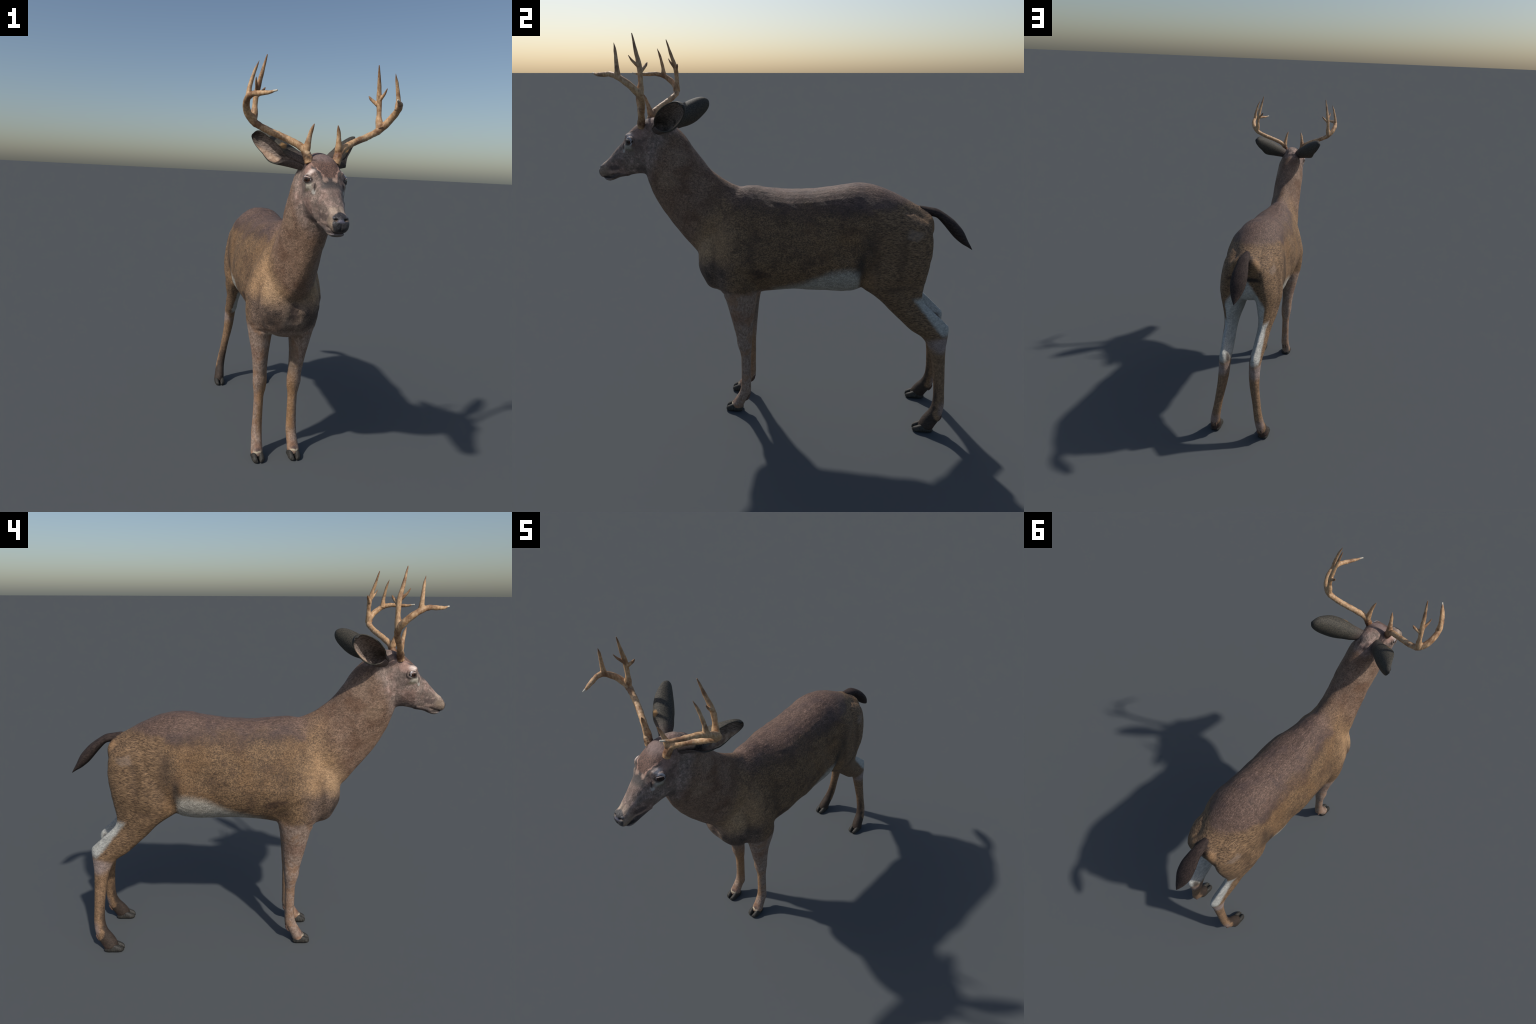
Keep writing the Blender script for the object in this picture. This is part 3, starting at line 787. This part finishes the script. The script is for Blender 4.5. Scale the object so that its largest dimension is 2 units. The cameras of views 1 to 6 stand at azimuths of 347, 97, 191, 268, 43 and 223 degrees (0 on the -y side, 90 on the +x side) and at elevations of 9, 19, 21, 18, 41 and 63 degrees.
# ---- ears
def ear():
    A, Bp = np.array([.050, -.637, 1.568]), np.array([.256, -.440, 1.684])
    a = Bp - A; L = np.linalg.norm(a); a /= L
    u = np.array([0, 0, 1.]) - a * a[2]; u /= np.linalg.norm(u)
    f = np.cross(a, u); f = f if f[0] > 0 else -f
    # s, up half height, down half height, depth, opening half angle, lift
    prof = spline([
        (0.00, .026, .026, .022, 3.10, .0, -.006),
        (0.14, .034, .034, .030, 3.10, .0, -.006),
        (0.24, .038, .040, .037, 2.95, .0, -.004),
        (0.35, .043, .047, .044, 2.40, .0, .003),
        (0.47, .048, .055, .048, 2.05, .0, .006),
        (0.60, .050, .059, .048, 1.90, .001, .008),
        (0.74, .047, .057, .044, 1.80, .003, .008),
        (0.86, .041, .049, .037, 1.72, .005, .005),
        (0.94, .032, .038, .030, 1.68, .007, .002),
        (0.985, .020, .027, .020, 1.62, .009, .000),
        (1.005, .007, .012, .010, 1.60, .010, .000)], 5)
    n = 31
    rows_o, rows_i = [], []
    for s, hu, hd, d, Tm, lift, fw in prof:
        C = A + a * (s * L) + u * lift + f * fw
        th = np.linspace(-(Tm - .45 * float(np.clip((s - .28) / .2, 0, 1)) - .38 * float(np.clip((s - .55) / .2, 0, 1))), min(3.1, Tm + .42 * math.sin(math.pi * min(1, s))), n)   # upper rim folds over
        h = np.where(th > 0, hu, hd)
        tk = .0022 + .0012 * math.sin(math.pi * min(1, s))
        def ring(off):
            return C[None] + np.outer(-np.cos(th) * (d + off), f) + np.outer(np.sin(th) * (h + off), u) \
                   + np.outer(.010 * s * (np.minimum(np.abs(th) / Tm, 1.1)) ** 2 * -1, a)
        rows_o.append(ring(tk)); rows_i.append(ring(-tk))
    m = len(prof)
    V = np.vstack(rows_o + rows_i)
    o, i0 = (lambda r, c: r * n + c), (lambda r, c: (m + r) * n + c)
    F, mat = [], []
    for r in range(m - 1):
        for c in range(n - 1):
            F.append((o(r, c), o(r + 1, c), o(r + 1, c + 1), o(r, c + 1))); mat.append(0)
            F.append((i0(r, c), i0(r, c + 1), i0(r + 1, c + 1), i0(r + 1, c))); mat.append(1)
        for c in (0, n - 1):
            q = (o(r, c), i0(r, c), i0(r + 1, c), o(r + 1, c))
            F.append(q if c == 0 else q[::-1]); mat.append(0)
    for c in range(n - 1):
        F.append((o(m - 1, c), i0(m - 1, c), i0(m - 1, c + 1), o(m - 1, c + 1))); mat.append(0)
    return V, F, mat

EV, EF, EM = ear()
for sgn in (1, -1):
    F = EF if sgn > 0 else [t[::-1] for t in EF]
    me = mesh_from("ear", EV * [sgn, 1, 1], F); smooth_shade(me)
    part("ear", me, head, [ear_back, ear_in])
    me.polygons.foreach_set("material_index", EM)
    bm = bmesh.new(); bm.from_mesh(me)
    bmesh.ops.recalc_face_normals(bm, faces=bm.faces); bm.to_mesh(me); bm.free()

# ---- antlers
beam = tube([(.058, -.708, 1.575), (.065, -.703, 1.600), (.078, -.695, 1.626), (.103, -.684, 1.648), (.163, -.657, 1.677),
             (.221, -.634, 1.701), (.275, -.619, 1.730), (.303, -.627, 1.757), (.322, -.655, 1.789), (.325, -.695, 1.816),
             (.313, -.733, 1.828), (.291, -.775, 1.827), (.268, -.813, 1.8265), (.2435, -.846, 1.8325)],
            [.018, .0195, .0165, .0150, .0145, .0142, .0155, .0160, .0150, .0135, .0115, .0100, .0075, .0030])
tines = [
    tube([(.286, -.620, 1.742), (.279, -.615, 1.770), (.277, -.612, 1.800), (.274, -.613, 1.842), (.267, -.620, 1.883), (.260, -.630, 1.919), (.252, -.639, 1.958), (.243, -.6485, 1.999)],
         [.020, .0155, .0115, .0120, .0105, .0085, .0065, .0022]),
    tube([(.322, -.697, 1.815), (.321, -.698, 1.838), (.3185, -.699, 1.862), (.311, -.702, 1.893), (.301, -.707, 1.925), (.289, -.715, 1.9585)],
         [.0150, .0120, .0090, .0078, .0060, .0016]),
    tube([(.072, -.697, 1.622), (.0685, -.701, 1.640), (.0665, -.704, 1.660), (.063, -.709, 1.685), (.058, -.7155, 1.709), (.0505, -.724, 1.7335)],
         [.0165, .0155, .0125, .0100, .0075, .0020]),
    tube([(.270, -.617, 1.858), (.277, -.630, 1.872), (.283, -.644, 1.888), (.2865, -.656, 1.907)], [.0085, .0065, .0050, .0015]),
    tube([(.272, -.613, 1.838), (.261, -.606, 1.848), (.247, -.599, 1.860), (.239, -.595, 1.868), (.232, -.5915, 1.8785)], [.0100, .0090, .0070, .0055, .0015]),
]
ant = fuse(join([beam] + tines), .0016)
AV, AE = coords(ant), edges(ant)
AV = relax(AV, AE, 8)
set_coords(ant, AV); AN = normals(ant)
base = np.exp(-np.linalg.norm(AV - [.066, -.702, 1.603], axis=1) ** 2 / .018 ** 2)
AV = AV + AN * (.0007 * noise3(AV, 120, 11) + .0006 * noise3(AV * [1, 1, .4], 330, 12) + base * .0028 * noise3(AV, 400, 13))[:, None]
set_coords(ant, AV)
AFs = [tuple(p.vertices) for p in ant.polygons]
for sgn in (1, -1):
    me = mesh_from("antler", AV * [sgn, 1, 1], AFs if sgn > 0 else [f[::-1] for f in AFs]); smooth_shade(me)
    part("antler", me, head, bone)
bpy.data.meshes.remove(ant)

# ---- eyes with lids
def lid():
    V, F = [], []
    n, rings = 56, 10
    for k in range(rings):
        t = k / (rings - 1)
        for j in range(n):
            a = 2 * math.pi * j / n
            ca, sa = math.cos(a), math.sin(a)
            # almond opening, heavier upper lid
            ox = .0225 * ca
            oy = (.0075 if sa > 0 else .0100) * abs(sa) ** 1.2 * (1 if sa > 0 else -1) + .0012 * ca
            r0 = math.hypot(ox, oy)
            ang0 = math.asin(min(.98, r0 / .0345))
            ang = ang0 + (.30 if sa > 0 else .22) * t
            rad = (.0342, .0350)[k > 0] + .0004 * math.sin(math.pi * min(1, t * 1.5)) - .0075 * max(0, t - .45) / .55
            ph = math.atan2(oy, ox)
            V.append(ec + rad * (math.cos(ang) * nrm + math.sin(ang) * (math.cos(ph) * tang + math.sin(ph) * upv)))
    for k in range(rings - 1):
        for j in range(n):
            F.append((k * n + j, k * n + (j + 1) % n, (k + 1) * n + (j + 1) % n, (k + 1) * n + j))
    return np.array(V), F
def lens():
    V, F, n, m = [tuple(ec + nrm * R)], [], 40, 14
    for k in range(1, m + 1):
        a = .80 * k / m
        for j in range(n):
            b = 2 * math.pi * j / n
            V.append(ec + R * (math.cos(a) * nrm + math.sin(a) * (math.cos(b) * tang + math.sin(b) * upv)))
    V.append(ec + nrm * R * .45)
    F += [(0, 1 + j, 1 + (j + 1) % n) for j in range(n)]
    for k in range(m - 1):
        F += [(1 + k * n + j, 1 + (k + 1) * n + j, 1 + (k + 1) * n + (j + 1) % n, 1 + k * n + (j + 1) % n) for j in range(n)]
    F += [(len(V) - 1, 1 + (m - 1) * n + (j + 1) % n, 1 + (m - 1) * n + j) for j in range(n)]
    return np.array(V), F
ball = lens()
LV, LF = lid()
for sgn in (1, -1):
    for nm, (v, f), mt in (("eye", ball, eye_mat), ("eyelid", (LV, LF), lid_mat)):
        me = mesh_from(nm, v * [sgn, 1, 1], f)
        bm = bmesh.new(); bm.from_mesh(me); bmesh.ops.remove_doubles(bm, verts=bm.verts, dist=1e-6)
        bmesh.ops.recalc_face_normals(bm, faces=bm.faces)
        if nm == "eyelid":
            f0 = bm.faces[:][0]
            if (f0.calc_center_median() - Vector(ec * [sgn, 1, 1])).dot(f0.normal) < 0:
                bmesh.ops.reverse_faces(bm, faces=bm.faces)
        bm.to_mesh(me); bm.free(); smooth_shade(me)
        ob = part(nm, me, head, mt)
        if nm == "eyelid":
            sd = ob.modifiers.new("s", "SOLIDIFY"); sd.thickness = .0012; sd.offset = -1

# ---- cloven hooves
def claw(heel, toe, xc, half, side):
    """One toe: flat sole, sloping front wall, rounded tip. y runs heel > toe."""
    L = heel - toe
    S = []
    for t, h, w, dz in ((0.0, .018, .60, .004), (.08, .026, .82, 0), (.25, .036, 1.0, 0), (.42, .043, 1.0, 0), (.60, .041, 1.0, 0),
                        (.76, .033, .95, 0), (.88, .0265, .82, 0), (.955, .021, .62, .001), (1.0, .013, .30, .003)):
        S.append(st((heel - L * t, h), (heel - L * t, dz), half * w, xc + side * (.0008 + .0035 * t ** 3 + half * w), m=.62, p=.72, kt=.22, kb=.0))
    return loft(S, nseg=24, per=4)
for k, (heel, toe, xc) in ((4, (-.211, -.306, .1005)), (6, (.838, .732, .1585))):
    for sgn in (1, -1):
        leg = skin[k if sgn > 0 else k + 1]
        for side in (1, -1):
            v, f = claw(heel, toe, xc, .0170, side)
            me = mesh_from("hoof", v * [sgn, 1, 1], f)
            bm = bmesh.new(); bm.from_mesh(me); bmesh.ops.recalc_face_normals(bm, faces=bm.faces); bm.to_mesh(me); bm.free()
            smooth_shade(me)
            part("hoof", me, leg, horn)

# ---- dewclaws behind each fetlock
for k, (y, z, x) in ((4, (-.173, .098, .098)), (6, (.876, .090, .149))):
    for sgn in (1, -1):
        leg = skin[k if sgn > 0 else k + 1]
        for sx in (-.0115, .0115):
            q = -1 if y < 0 else -.8
            v, f = tube([(x + sx * .8, y - .012, z + .022), (x + sx, y - .001, z + .004), (x + sx * 1.05, y + q * .009, z - .020), (x + sx, y + q * .020, z - .034)],
                        [.003, .0065, .005, .0015], nseg=14)
            me = mesh_from("dewclaw", v * [sgn, 1, 1], f)
            bm = bmesh.new(); bm.from_mesh(me); bmesh.ops.recalc_face_normals(bm, faces=bm.faces); bm.to_mesh(me); bm.free()
            smooth_shade(me)
            part("dewclaw", me, leg, claw_mat)
